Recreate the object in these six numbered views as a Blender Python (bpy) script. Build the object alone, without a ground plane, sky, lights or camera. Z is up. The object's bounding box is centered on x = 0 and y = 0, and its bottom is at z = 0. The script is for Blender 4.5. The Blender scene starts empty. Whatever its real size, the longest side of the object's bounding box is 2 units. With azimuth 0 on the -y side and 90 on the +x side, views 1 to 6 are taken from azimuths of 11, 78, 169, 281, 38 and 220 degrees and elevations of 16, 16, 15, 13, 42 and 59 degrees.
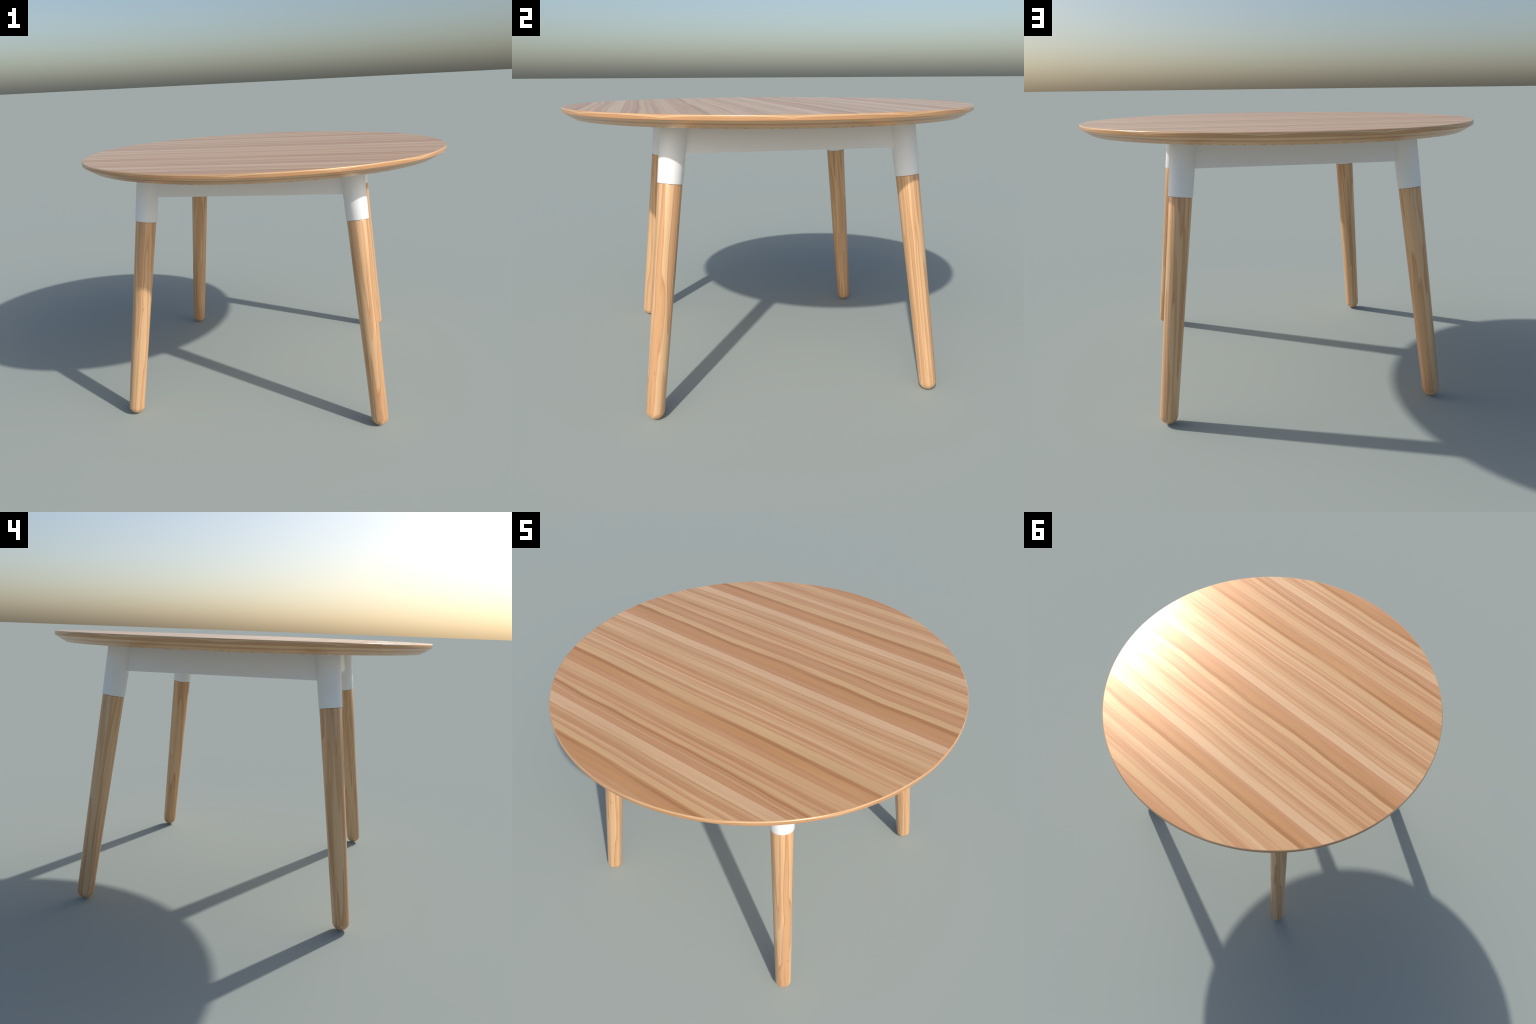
"""Round dining table: laminated wooden top with a bevelled underside, four splayed
round wooden legs in white sleeves, joined by four white apron rails."""
import bpy, math
from mathutils import Quaternion, Vector

# ------------------------------------------------------------------ sizes (m)
TOP_Z = 1.3452            # upper face of the top
UNDER_Z = 1.2922          # lower face of the top
TOP_R = 1.0
EDGE = 0.0042             # radius of the rounded upper edge
STAVE_R = 0.9953          # the laminated face ends where the edge rounding starts
BASE_Y = 0.0035           # the base stands a touch off the top's centre
FOOT = (0.6541, 0.6616)   # leg axis at the floor ...
NECK = (0.5386, 0.5364)   # ... and where the wood enters the sleeve
NECK_Z = 1.0425
R_FOOT, R_NECK = 0.0416, 0.0523
R_SLEEVE, R_SLEEVE_TOP = 0.0549, 0.0583
RAIL_FACE, RAIL_THICK = 0.5364, 0.048   # outer lower edge of the rails
RAIL_BOTTOM = 1.1657


# ------------------------------------------------------------------ node helpers
def srgb(c):
    return tuple(v / 12.92 if v <= 0.04045 else ((v + 0.055) / 1.055) ** 2.4 for v in (k / 255 for k in c))


class Tree:
    def __init__(self, name):
        self.mat = bpy.data.materials.new(name)
        self.mat.use_nodes = True
        self.t = self.mat.node_tree
        self.t.nodes.clear()
        self.out = self.t.nodes.new("ShaderNodeOutputMaterial")
        self.bsdf = self.t.nodes.new("ShaderNodeBsdfPrincipled")
        self.t.links.new(self.bsdf.outputs[0], self.out.inputs[0])

    def node(self, kind, **props):
        n = self.t.nodes.new(kind)
        for k, v in props.items():
            setattr(n, k, v)
        return n

    def put(self, socket, value):
        if isinstance(value, bpy.types.NodeSocket):
            self.t.links.new(value, socket)
        else:
            socket.default_value = value

    def math(self, op, a, b=0.0, c=0.0, clamp=False):
        n = self.node("ShaderNodeMath", operation=op, use_clamp=clamp)
        for s, v in zip(n.inputs, (a, b, c)):
            self.put(s, v)
        return n.outputs[0]

    def coords(self):
        tc = self.node("ShaderNodeTexCoord")
        sep = self.node("ShaderNodeSeparateXYZ")
        self.t.links.new(tc.outputs["Object"], sep.inputs[0])
        return sep.outputs[0], sep.outputs[1], sep.outputs[2]

    def xyz(self, x, y, z):
        n = self.node("ShaderNodeCombineXYZ")
        for s, v in zip(n.inputs, (x, y, z)):
            self.put(s, v)
        return n.outputs[0]

    def scaled(self, p, sx, sy, sz, shift=0.0):
        return self.xyz(self.math("MULTIPLY_ADD", p[0], sx, shift), self.math("MULTIPLY", p[1], sy), self.math("MULTIPLY", p[2], sz))

    def noise(self, vec, detail=2.0, rough=0.5, distort=0.0):
        n = self.node("ShaderNodeTexNoise")
        self.put(n.inputs["Vector"], vec)
        n.inputs["Scale"].default_value = 1.0
        n.inputs["Detail"].default_value = detail
        n.inputs["Roughness"].default_value = rough
        n.inputs["Distortion"].default_value = distort
        return n.outputs["Fac"]

    def remap(self, v, a, b, c, d):
        n = self.node("ShaderNodeMapRange")
        for s, x in zip(n.inputs, (v, a, b, c, d)):
            self.put(s, x)
        return n.outputs[0]

    def ramp(self, fac, stops):
        n = self.node("ShaderNodeValToRGB")
        e = n.color_ramp.elements
        stops = sorted(stops, key=lambda s: s[0])
        while len(e) < len(stops):
            e.new(0.5)
        for el, (p, c) in zip(e, stops):
            el.position = min(max(p, 0.0), 1.0)
        for el, (p, c) in zip(e, stops):
            el.color = (*c, 1.0)
        self.put(n.inputs[0], fac)
        return n.outputs[0]

    def mix(self, fac, a, b, blend="MIX"):
        n = self.node("ShaderNodeMix", data_type="RGBA", blend_type=blend)
        self.put(n.inputs[0], fac)
        self.put(n.inputs[6], a if isinstance(a, bpy.types.NodeSocket) else (*a, 1.0))
        self.put(n.inputs[7], b if isinstance(b, bpy.types.NodeSocket) else (*b, 1.0))
        return n.outputs[2]

    def shade(self, colour, value):
        """Scale a colour by a grey value."""
        g = self.node("ShaderNodeCombineColor")
        for s in g.inputs:
            self.put(s, value)
        return self.mix(1.0, colour, g.outputs[0], "MULTIPLY")

    def finish(self, colour, rough, ior=1.5, metal=0.0, bump=None, bump_strength=0.1, bump_distance=0.001):
        self.put(self.bsdf.inputs["Base Color"], colour if isinstance(colour, bpy.types.NodeSocket) else (*colour, 1.0))
        self.put(self.bsdf.inputs["Roughness"], rough)
        self.bsdf.inputs["IOR"].default_value = ior
        self.bsdf.inputs["Metallic"].default_value = metal
        if bump is not None:
            b = self.node("ShaderNodeBump")
            b.inputs["Strength"].default_value = bump_strength
            b.inputs["Distance"].default_value = bump_distance
            self.put(b.inputs["Height"], bump)
            self.t.links.new(b.outputs[0], self.bsdf.inputs["Normal"])
        return self.mat


# ------------------------------------------------------------------ wood tones
def face(c):
    """Base colour that shows as c on a level face in this set's light."""
    return tuple(max((v - o) / k, 0.0) for v, o, k in zip(srgb(c), (0.014, 0.031, 0.041), (0.7915, 0.788, 0.832)))


TONE = {
    "cream": face((200, 165, 131)), "pale": face((206, 172, 143)), "tan": face((198, 160, 129)),
    "grey": face((188, 151, 120)), "rust": face((190, 147, 119)), "brown": face((182, 140, 109)),
    "orange": face((188, 144, 109)), "dark": face((168, 126, 96)), "gleam": face((211, 170, 138)),
    "line": face((180, 142, 111)),
}
LEG = {"light": face((204, 169, 137)), "mid": face((193, 154, 122)), "deep": face((182, 140, 110)), "line": face((163, 120, 91))}
BODY = {"mild": face((196, 158, 126)), "wavy": face((192, 150, 120)), "brown": face((184, 142, 111))}
WOOD_METAL, WOOD_ROUGH = 0.13, 0.26

# Staves of the top from +y to -y: joint position, then the grain bands inside (y, tone).
STAVES = [
    ((0.9970, 0.927), "brown", [(0.99, "brown"), (0.965, "brown"), (0.945, "rust"), (0.93, "brown")]),
    ((0.927, 0.800), "mild", [(0.927, "tan"), (0.915, "cream"), (0.885, "cream"), (0.874, "grey"), (0.860, "tan"), (0.845, "brown"),
                              (0.833, "rust"), (0.826, "line"), (0.818, "rust"), (0.807, "grey"), (0.804, "gleam"), (0.800, "gleam")]),
    ((0.800, 0.545), "mild", [(0.800, "grey"), (0.790, "tan"), (0.764, "pale"), (0.755, "cream"), (0.751, "grey"), (0.735, "rust"), (0.722, "grey"),
                              (0.716, "tan"), (0.708, "line"), (0.700, "cream"), (0.650, "cream"), (0.646, "dark"), (0.636, "dark"),
                              (0.626, "dark"), (0.622, "brown"), (0.600, "orange"), (0.570, "brown"), (0.553, "rust"), (0.545, "brown")]),
    ((0.545, 0.284), "mild", [(0.545, "pale"), (0.494, "pale"), (0.487, "line"), (0.481, "tan"), (0.466, "tan"), (0.456, "grey"), (0.449, "rust"),
                              (0.440, "line"), (0.429, "grey"), (0.424, "pale"), (0.417, "tan"), (0.407, "tan"), (0.404, "grey"), (0.399, "pale"),
                              (0.366, "cream"), (0.357, "grey"), (0.346, "tan"), (0.333, "brown"), (0.318, "brown"), (0.313, "line"),
                              (0.306, "tan"), (0.290, "rust"), (0.284, "rust")]),
    ((0.284, 0.025), "wavy", [(0.284, "cream"), (0.259, "cream"), (0.249, "brown"), (0.243, "dark"), (0.236, "rust"), (0.228, "line"), (0.222, "rust"),
                              (0.214, "grey"), (0.206, "rust"), (0.199, "line"), (0.192, "rust"), (0.185, "brown"), (0.180, "line"), (0.175, "cream"),
                              (0.140, "cream"), (0.135, "dark"), (0.125, "dark"), (0.116, "dark"), (0.111, "brown"), (0.085, "orange"),
                              (0.060, "brown"), (0.040, "rust"), (0.025, "brown")]),
    ((0.025, -0.2415), "mild", [(0.025, "pale"), (-0.025, "pale"), (-0.031, "line"), (-0.037, "tan"), (-0.050, "tan"), (-0.057, "grey"), (-0.062, "rust"),
                                (-0.071, "line"), (-0.078, "tan"), (-0.089, "grey"), (-0.097, "pale"), (-0.103, "tan"), (-0.113, "tan"),
                                (-0.117, "grey"), (-0.122, "pale"), (-0.150, "cream"), (-0.160, "grey"), (-0.171, "tan"), (-0.180, "grey"),
                                (-0.192, "brown"), (-0.204, "brown"), (-0.212, "tan"), (-0.224, "rust"), (-0.234, "brown"), (-0.238, "gleam"), (-0.2415, "gleam")]),
    ((-0.2415, -0.493), "mild", [(-0.2415, "gleam"), (-0.246, "grey"), (-0.256, "tan"), (-0.270, "tan"), (-0.285, "pale"), (-0.291, "cream"),
                                 (-0.296, "rust"), (-0.309, "brown"), (-0.316, "tan"), (-0.326, "tan"), (-0.333, "line"), (-0.338, "cream"),
                                 (-0.384, "cream"), (-0.388, "orange"), (-0.393, "dark"), (-0.403, "dark"), (-0.409, "dark"), (-0.413, "orange"),
                                 (-0.440, "orange"), (-0.460, "brown"), (-0.476, "rust"), (-0.485, "orange"), (-0.493, "orange")]),
    ((-0.493, -0.614), "mild", [(-0.493, "cream"), (-0.515, "tan"), (-0.533, "cream"), (-0.542, "grey"), (-0.553, "tan"), (-0.562, "rust"), (-0.573, "brown"),
                                (-0.586, "brown"), (-0.592, "tan"), (-0.603, "rust"), (-0.614, "brown")]),
    ((-0.614, -0.716), "wavy", [(-0.614, "cream"), (-0.634, "cream"), (-0.642, "brown"), (-0.649, "dark"), (-0.654, "dark"), (-0.659, "rust"),
                                (-0.667, "line"), (-0.674, "rust"), (-0.681, "tan"), (-0.687, "brown"), (-0.697, "rust"), (-0.703, "line"),
                                (-0.708, "rust"), (-0.716, "brown")]),
    ((-0.716, -0.9970), "mild", [(-0.716, "pale"), (-0.769, "pale"), (-0.776, "line"), (-0.784, "tan"), (-0.796, "grey"), (-0.803, "line"), (-0.808, "rust"),
                                 (-0.819, "brown"), (-0.827, "grey"), (-0.834, "pale"), (-0.840, "tan"), (-0.850, "rust"), (-0.856, "line"),
                                 (-0.860, "cream"), (-0.886, "cream"), (-0.890, "orange"), (-0.899, "dark"), (-0.909, "dark"), (-0.914, "brown"),
                                 (-0.940, "orange"), (-0.965, "brown"), (-0.993, "rust")]),
]


def stave_material(index, y_hi, y_lo, figure, bands):
    t = Tree("stave_wood")
    p = t.coords()
    seed = index * 7.31
    # slow meander of the grain along the stave, stronger in the wavy-figured ones
    amp = 0.036 if figure == "wavy" else 0.024
    slow = t.noise(t.scaled(p, 1.7, 2.5, 0.0, seed), 1.0, 0.4)
    quick = t.noise(t.scaled(p, 5.5, 9.0, 0.0, seed + 3.0), 1.0, 0.5)
    y = t.math("MULTIPLY_ADD", t.math("SUBTRACT", slow, 0.5), amp, p[1])
    ragged = t.noise(t.scaled(p, 2.6, 45.0, 0.0, seed + 1.0), 2.0, 0.5)
    y = t.math("MULTIPLY_ADD", t.math("SUBTRACT", ragged, 0.5), 0.006, y)
    y = t.math("MULTIPLY_ADD", t.math("SUBTRACT", quick, 0.5), 0.010 if figure == "wavy" else 0.004, y)
    fac = t.remap(y, y_hi, y_lo, 0.0, 1.0)
    colour = t.ramp(fac, [((y_hi - b) / (y_hi - y_lo), TONE[k]) for b, k in bands])
    # streaks taper out along the stave, leaving broader soft areas
    fade = t.noise(t.scaled(p, 1.9, 22.0, 0.0, seed + 13.0), 2.0, 0.5)
    colour = t.mix(t.remap(fade, 0.46, 0.66, 0.0, 0.42), colour, BODY[figure])
    # growth rings: thin streaks that follow the same meander
    w = (p[0], y, p[2])
    rings = t.noise(t.scaled(w, 1.6, 170.0, 0.0, seed), 2.0, 0.55)
    pores = t.noise(t.scaled(w, 9.0, 520.0, 0.0, seed + 5.0), 2.0, 0.6)
    cloud = t.noise(t.scaled(p, 2.4, 14.0, 0.0, seed + 9.0), 2.0, 0.5)
    value = t.remap(rings, 0.3, 0.7, 0.955, 1.035)
    lines = t.noise(t.scaled(w, 1.1, 300.0, 0.0, seed + 17.0), 1.0, 0.5)
    value = t.math("MULTIPLY", value, t.remap(lines, 0.56, 0.68, 1.012, 0.93))
    value = t.math("MULTIPLY", value, t.remap(pores, 0.3, 0.7, 0.98, 1.02))
    value = t.math("MULTIPLY", value, t.remap(cloud, 0.3, 0.7, 0.97, 1.03))
    colour = t.shade(colour, value)
    # a few small pin knots
    v = t.node("ShaderNodeTexVoronoi")
    t.put(v.inputs["Vector"], t.scaled(p, 4.0, 8.0, 0.0, seed))
    v.inputs["Scale"].default_value = 1.0
    fleck = t.remap(v.outputs["Distance"], 0.02, 0.045, 0.35, 0.0)
    colour = t.mix(fleck, colour, TONE["dark"])
    return t.finish(colour, WOOD_ROUGH, metal=WOOD_METAL)




def edge_material():
    """Solid-wood lipping: grain bands run round the rim, a dark growth line scallops along it."""
    t = Tree("lipping_wood")
    p = t.coords()
    ang = t.math("ARCTAN2", p[1], p[0])
    wob = t.noise(t.scaled(p, 3.0, 3.0, 0.0), 2.0, 0.5)
    scallop = t.math("ABSOLUTE", t.math("SINE", t.math("MULTIPLY_ADD", ang, 6.5, 0.75)))
    scallop = t.math("POWER", scallop, 0.7)
    lift = t.math("MULTIPLY", scallop, t.remap(wob, 0.3, 0.7, 0.006, 0.012))
    z = t.math("SUBTRACT", p[2], lift)
    wave = t.noise(t.scaled(p, 4.0, 4.0, 30.0, 4.0), 2.0, 0.5)
    upper = t.math("MULTIPLY_ADD", t.math("SUBTRACT", wave, 0.5), 0.002, z)
    light, mid, deep, line = LEG["light"], LEG["mid"], LEG["deep"], LEG["line"]
    zlo, zhi = 1.288, 1.348

    def bands(z, stops):
        return t.ramp(t.remap(z, zlo, zhi, 0.0, 1.0), [((a - zlo) / (zhi - zlo), c) for a, c in stops])
    # upright band: honey below the scalloped growth line, pale above it
    band = bands(upper, [(1.310, mid), (1.3235, deep), (1.3262, mid), (1.3283, deep), (1.3291, line), (1.3300, mid), (1.3312, light), (1.3365, light), (1.3385, mid), (1.345, mid)])
    # sloping underside: pale next to the arris, then a brown band, then pale again
    chamfer_z = t.math("MULTIPLY_ADD", t.math("SUBTRACT", wave, 0.5), 0.008, p[2])
    slope = bands(chamfer_z, [(1.289, mid), (1.294, light), (1.299, mid), (1.302, light), (1.306, mid), (1.3085, deep), (1.3125, deep), (1.3155, light), (1.322, light), (1.326, mid)])
    colour = t.mix(t.remap(p[2], 1.3248, 1.3254, 0.0, 1.0), slope, band)
    arris = t.math("SUBTRACT", 1.0, t.math("DIVIDE", t.math("ABSOLUTE", t.math("SUBTRACT", p[2], 1.3250)), 0.0022), clamp=True)
    colour = t.mix(t.math("MULTIPLY", arris, 0.55), colour, line)
    streak = t.noise(t.scaled(p, 5.0, 5.0, 420.0, 2.0), 2.0, 0.6)
    blotch = t.noise(t.scaled(p, 7.0, 7.0, 60.0, 8.0), 2.0, 0.5)
    value = t.math("MULTIPLY", t.remap(streak, 0.3, 0.7, 0.95, 1.04), t.remap(blotch, 0.3, 0.7, 0.95, 1.04))
    colour = t.shade(colour, value)
    # short dark ticks where the end grain turns under the rim
    tick = t.noise(t.xyz(t.math("MULTIPLY", ang, 26.0), 0.0, 0.0), 2.0, 0.6)
    low = t.remap(p[2], 1.2985, 1.2972, 0.0, 0.7)
    colour = t.mix(t.math("MULTIPLY", low, t.remap(tick, 0.5, 0.56, 0.0, 1.0)), colour, deep)
    # flat underside: straight boards of plain grain along the staves
    rad = t.math("SQRT", t.math("ADD", t.math("MULTIPLY", p[0], p[0]), t.math("MULTIPLY", p[1], p[1])))
    board = t.noise(t.scaled(p, 0.5, 15.0, 0.0, 21.0), 2.0, 0.5)
    fine = t.noise(t.scaled(p, 2.0, 170.0, 0.0, 5.0), 2.0, 0.5)
    plain = t.ramp(board, [(0.30, TONE["brown"]), (0.42, TONE["tan"]), (0.5, TONE["pale"]), (0.56, TONE["rust"]), (0.66, TONE["tan"]), (0.72, TONE["cream"])])
    plain = t.shade(plain, t.remap(fine, 0.3, 0.7, 0.95, 1.04))
    below = t.math("MULTIPLY", t.remap(rad, 0.9445, 0.9455, 1.0, 0.0), t.remap(p[2], 1.31, 1.32, 1.0, 0.0))
    colour = t.mix(below, colour, plain)
    return t.finish(colour, WOOD_ROUGH, metal=WOOD_METAL)




def leg_material():
    """Long straight grain down the leg with a few converging dark growth lines and pin knots."""
    t = Tree("leg_wood")
    p = t.coords()
    info = t.node("ShaderNodeObjectInfo")
    seed = t.math("MULTIPLY", info.outputs["Random"], 40.0)
    taper = t.math("DIVIDE", 0.05, t.remap(p[2], 0.0, 1.06, R_FOOT, R_NECK))
    q = (t.math("MULTIPLY", p[0], taper), t.math("MULTIPLY", p[1], taper), p[2])
    def vec(s, sz, off):
        return t.xyz(t.math("MULTIPLY_ADD", q[0], s, t.math("ADD", seed, off)), t.math("MULTIPLY", q[1], s), t.math("MULTIPLY", q[2], sz))
    bend = t.math("MULTIPLY", t.math("SUBTRACT", t.noise(vec(9.0, 2.2, 2.0), 2.0, 0.5), 0.5), 0.026)
    q = (t.math("ADD", q[0], bend), t.math("SUBTRACT", q[1], bend), q[2])
    bands = t.noise(vec(26.0, 0.7, 0.0), 1.0, 0.35)
    light, mid, deep, line = LEG["light"], LEG["mid"], LEG["deep"], LEG["line"]
    colour = t.ramp(bands, [(0.0, light), (0.35, light), (0.362, deep), (0.39, mid), (0.445, mid), (0.46, light), (0.555, light), (0.565, deep), (0.60, mid),
                            (0.67, mid), (0.685, light), (1.0, light)])
    streak = t.noise(vec(170.0, 1.4, 7.0), 2.0, 0.55)
    pores = t.noise(vec(480.0, 9.0, 3.0), 2.0, 0.6)
    value = t.math("MULTIPLY", t.remap(streak, 0.3, 0.7, 0.93, 1.05), t.remap(pores, 0.3, 0.7, 0.975, 1.02))
    colour = t.shade(colour, value)
    v = t.node("ShaderNodeTexVoronoi")
    t.put(v.inputs["Vector"], vec(16.0, 5.0, 1.0))
    v.inputs["Scale"].default_value = 1.0
    colour = t.mix(t.remap(v.outputs["Distance"], 0.035, 0.075, 0.5, 0.0), colour, line)
    return t.finish(colour, WOOD_ROUGH, metal=WOOD_METAL)


def white_material():
    t = Tree("white_lacquer")
    return t.finish((0.88, 0.88, 0.88), 0.45)


# ------------------------------------------------------------------ mesh helpers
def mesh_from(name, verts, faces, sharp=35.0):
    me = bpy.data.meshes.new(name)
    me.from_pydata(verts, [], faces)
    me.update()
    for poly in me.polygons:
        poly.use_smooth = True
    me.set_sharp_from_angle(angle=math.radians(sharp))
    return me


def revolve(name, profile, steps, sharp=35.0):
    """Turn a profile of (radius, z), listed bottom to top, round the z axis; r = 0 ends close."""
    verts, rings = [], []
    for r, z in profile:
        if r <= 1e-6:
            rings.append([len(verts)])
            verts.append((0, 0, z))
        else:
            rings.append(list(range(len(verts), len(verts) + steps)))
            verts += [(r * math.cos(2 * math.pi * i / steps), r * math.sin(2 * math.pi * i / steps), z) for i in range(steps)]
    faces = []
    for a, b in zip(rings, rings[1:]):
        for i in range(steps):
            j = (i + 1) % steps
            if len(a) == 1:
                faces.append((a[0], b[j], b[i]))
            elif len(b) == 1:
                faces.append((a[i], a[j], b[0]))
            else:
                faces.append((a[i], a[j], b[j], b[i]))
    return mesh_from(name, verts, faces, sharp)


def arc(cx, cz, r, a0, a1, n):
    return [(cx + r * math.cos(math.radians(a0 + (a1 - a0) * i / n)), cz + r * math.sin(math.radians(a0 + (a1 - a0) * i / n))) for i in range(n + 1)]


def add(name, me, parent, mat=None):
    o = bpy.data.objects.new(name, me)
    bpy.context.scene.collection.objects.link(o)
    o.parent = parent
    if mat is not None and not me.materials:
        me.materials.append(mat)
    return o


# ------------------------------------------------------------------ the table
table = bpy.data.objects.new("round_table", None)
bpy.context.scene.collection.objects.link(table)
table["label"] = "round wooden table with splayed round legs in white sleeves"
table["category"] = "table"

# --- top: turned body with bevelled underside, inlaid with staves
profile = [(0, UNDER_Z), (0.55, UNDER_Z), (0.940, UNDER_Z)]
profile += [(0.9455, UNDER_Z + 0.0001), (0.9468, UNDER_Z + 0.0005), (0.9482, 1.2934)]
profile += [(0.974, 1.3091), (0.9994, 1.3247)]
profile += [(0.9999, 1.3252), (1.0, 1.3262), (1.0, 1.3345), (1.0, 1.3380)]
profile += arc(1.0 - EDGE, TOP_Z - 0.0004 - EDGE, EDGE, 8, 88, 7)
profile += [(0.9880, TOP_Z - 0.0009), (0.9860, TOP_Z - 0.004), (0.5, TOP_Z - 0.004), (0, TOP_Z - 0.004)]
top = add("tabletop", revolve("tabletop", profile, 288, 22.0), table, edge_material())


def stave_mesh(y_hi, y_lo):
    def rim(y):
        return math.sqrt(max(STAVE_R ** 2 - y * y, 0.0))
    a_hi, a_lo = math.asin(min(y_hi / STAVE_R, 1.0)), math.asin(max(y_lo / STAVE_R, -1.0))
    n = max(6, int((a_hi - a_lo) / 0.02))
    right = [(STAVE_R * math.cos(a_lo + (a_hi - a_lo) * i / n), STAVE_R * math.sin(a_lo + (a_hi - a_lo) * i / n)) for i in range(n + 1)]
    outline = right + [(-x, y) for x, y in reversed(right)]
    clean = []
    for q in outline:
        if not clean or math.dist(q, clean[-1]) > 1e-6:
            clean.append(q)
    if math.dist(clean[0], clean[-1]) < 1e-6:
        clean.pop()
    m = len(clean)
    verts = [(x, y, TOP_Z) for x, y in clean] + [(x, y, TOP_Z - 0.003) for x, y in clean]
    faces = [tuple(range(m)), tuple(range(2 * m - 1, m - 1, -1))]
    faces += [(i, m + i, m + (i + 1) % m, (i + 1) % m) for i in range(m)]
    return mesh_from("stave", verts, faces, 20.0)


for k, ((hi, lo), figure, bands) in enumerate(STAVES):
    hi, lo = min(hi, STAVE_R), max(lo, -STAVE_R)
    add("stave", stave_mesh(hi, lo), top, stave_material(k, hi, lo, figure, bands))

# --- legs: one turned mesh, four copies leaning outwards, each with its sleeve
slope = ((FOOT[0] - NECK[0]) / NECK_Z, (FOOT[1] - NECK[1]) / NECK_Z)
stretch = math.sqrt(1 + slope[0] ** 2 + slope[1] ** 2)
neck = (NECK_Z - R_FOOT) * stretch                      # distance along the leg from foot ball to sleeve
under = (UNDER_Z + 0.012 - R_FOOT) * stretch

leg_profile = [(0, -R_FOOT)] + arc(0, 0, R_FOOT, -82, 0, 14)
leg_profile += [(R_FOOT + (R_NECK - R_FOOT) * f, neck * f) for f in (0.25, 0.5, 0.75)]
leg_profile += [(R_NECK, neck - 0.0045), (R_NECK - 0.0006, neck - 0.0022), (R_NECK - 0.0020, neck - 0.0006),
                (R_NECK - 0.0045, neck + 0.0004), (R_NECK - 0.006, neck + 0.03), (0, neck + 0.03)]
leg_mesh = revolve("leg", leg_profile, 64)

d = R_SLEEVE
sleeve_profile = [(d - 0.0065, neck + 0.02), (d - 0.0062, neck + 0.0012), (d - 0.0012, neck), (d - 0.0004, neck + 0.0004), (d, neck + 0.0014)]
sleeve_profile += [(d + (R_SLEEVE_TOP - d) * f, neck + (under - neck) * f) for f in (0.33, 0.66, 1.0)]
sleeve_profile += [(d - 0.0065, under)]
sleeve_mesh = revolve("sleeve", sleeve_profile, 96)

leg_wood, white = leg_material(), white_material()
leg_mesh.materials.append(leg_wood)
sleeve_mesh.materials.append(white)
for sx, sy in ((1, -1), (1, 1), (-1, 1), (-1, -1)):
    axis = Vector((-sx * slope[0], -sy * slope[1], 1.0)).normalized()
    foot = Vector((sx * (FOOT[0] - slope[0] * R_FOOT), sy * (FOOT[1] - slope[1] * R_FOOT) + BASE_Y, R_FOOT))
    leg = add("leg", leg_mesh, table)
    leg.location = foot
    turn = math.atan2(sy, sx)
    leg.rotation_mode = "QUATERNION"
    leg.rotation_quaternion = axis.to_track_quat("Z", "Y") @ Quaternion((0, 0, 1), turn)
    add("sleeve", sleeve_mesh, leg)

# --- apron rails between the sleeves
def rail_mesh(half):
    """A flat board that leans with the legs: its section is drawn in (outward, up)."""
    lean = math.atan((slope[0] + slope[1]) / 2)
    up, inward = (-math.sin(lean), math.cos(lean)), (-math.cos(lean), -math.sin(lean))
    height, e, t = (UNDER_Z + 0.004 - RAIL_BOTTOM) / math.cos(lean), 0.0009, RAIL_THICK
    section = [(a * inward[0] + h * up[0], RAIL_BOTTOM + h * up[1])
               for a, h in ((0, e), (e, 0), (t - e, 0), (t, e), (t, height), (0, height))]
    verts = [(x, y, z) for x in (-half, half) for y, z in section]
    n = len(section)
    faces = [(i, (i + 1) % n, n + (i + 1) % n, n + i) for i in range(n)] + [tuple(range(n - 1, -1, -1)), tuple(range(n, 2 * n))]
    return mesh_from("apron_rail", verts, faces, 30.0)


rail = rail_mesh(0.500)
rail.materials.append(white)
for turn in (0, 90, 180, 270):
    o = add("apron_rail", rail, table)
    a = math.radians(turn)
    o.rotation_euler = (0, 0, a)
    o.location = (-math.sin(a) * RAIL_FACE, math.cos(a) * RAIL_FACE + BASE_Y, 0)
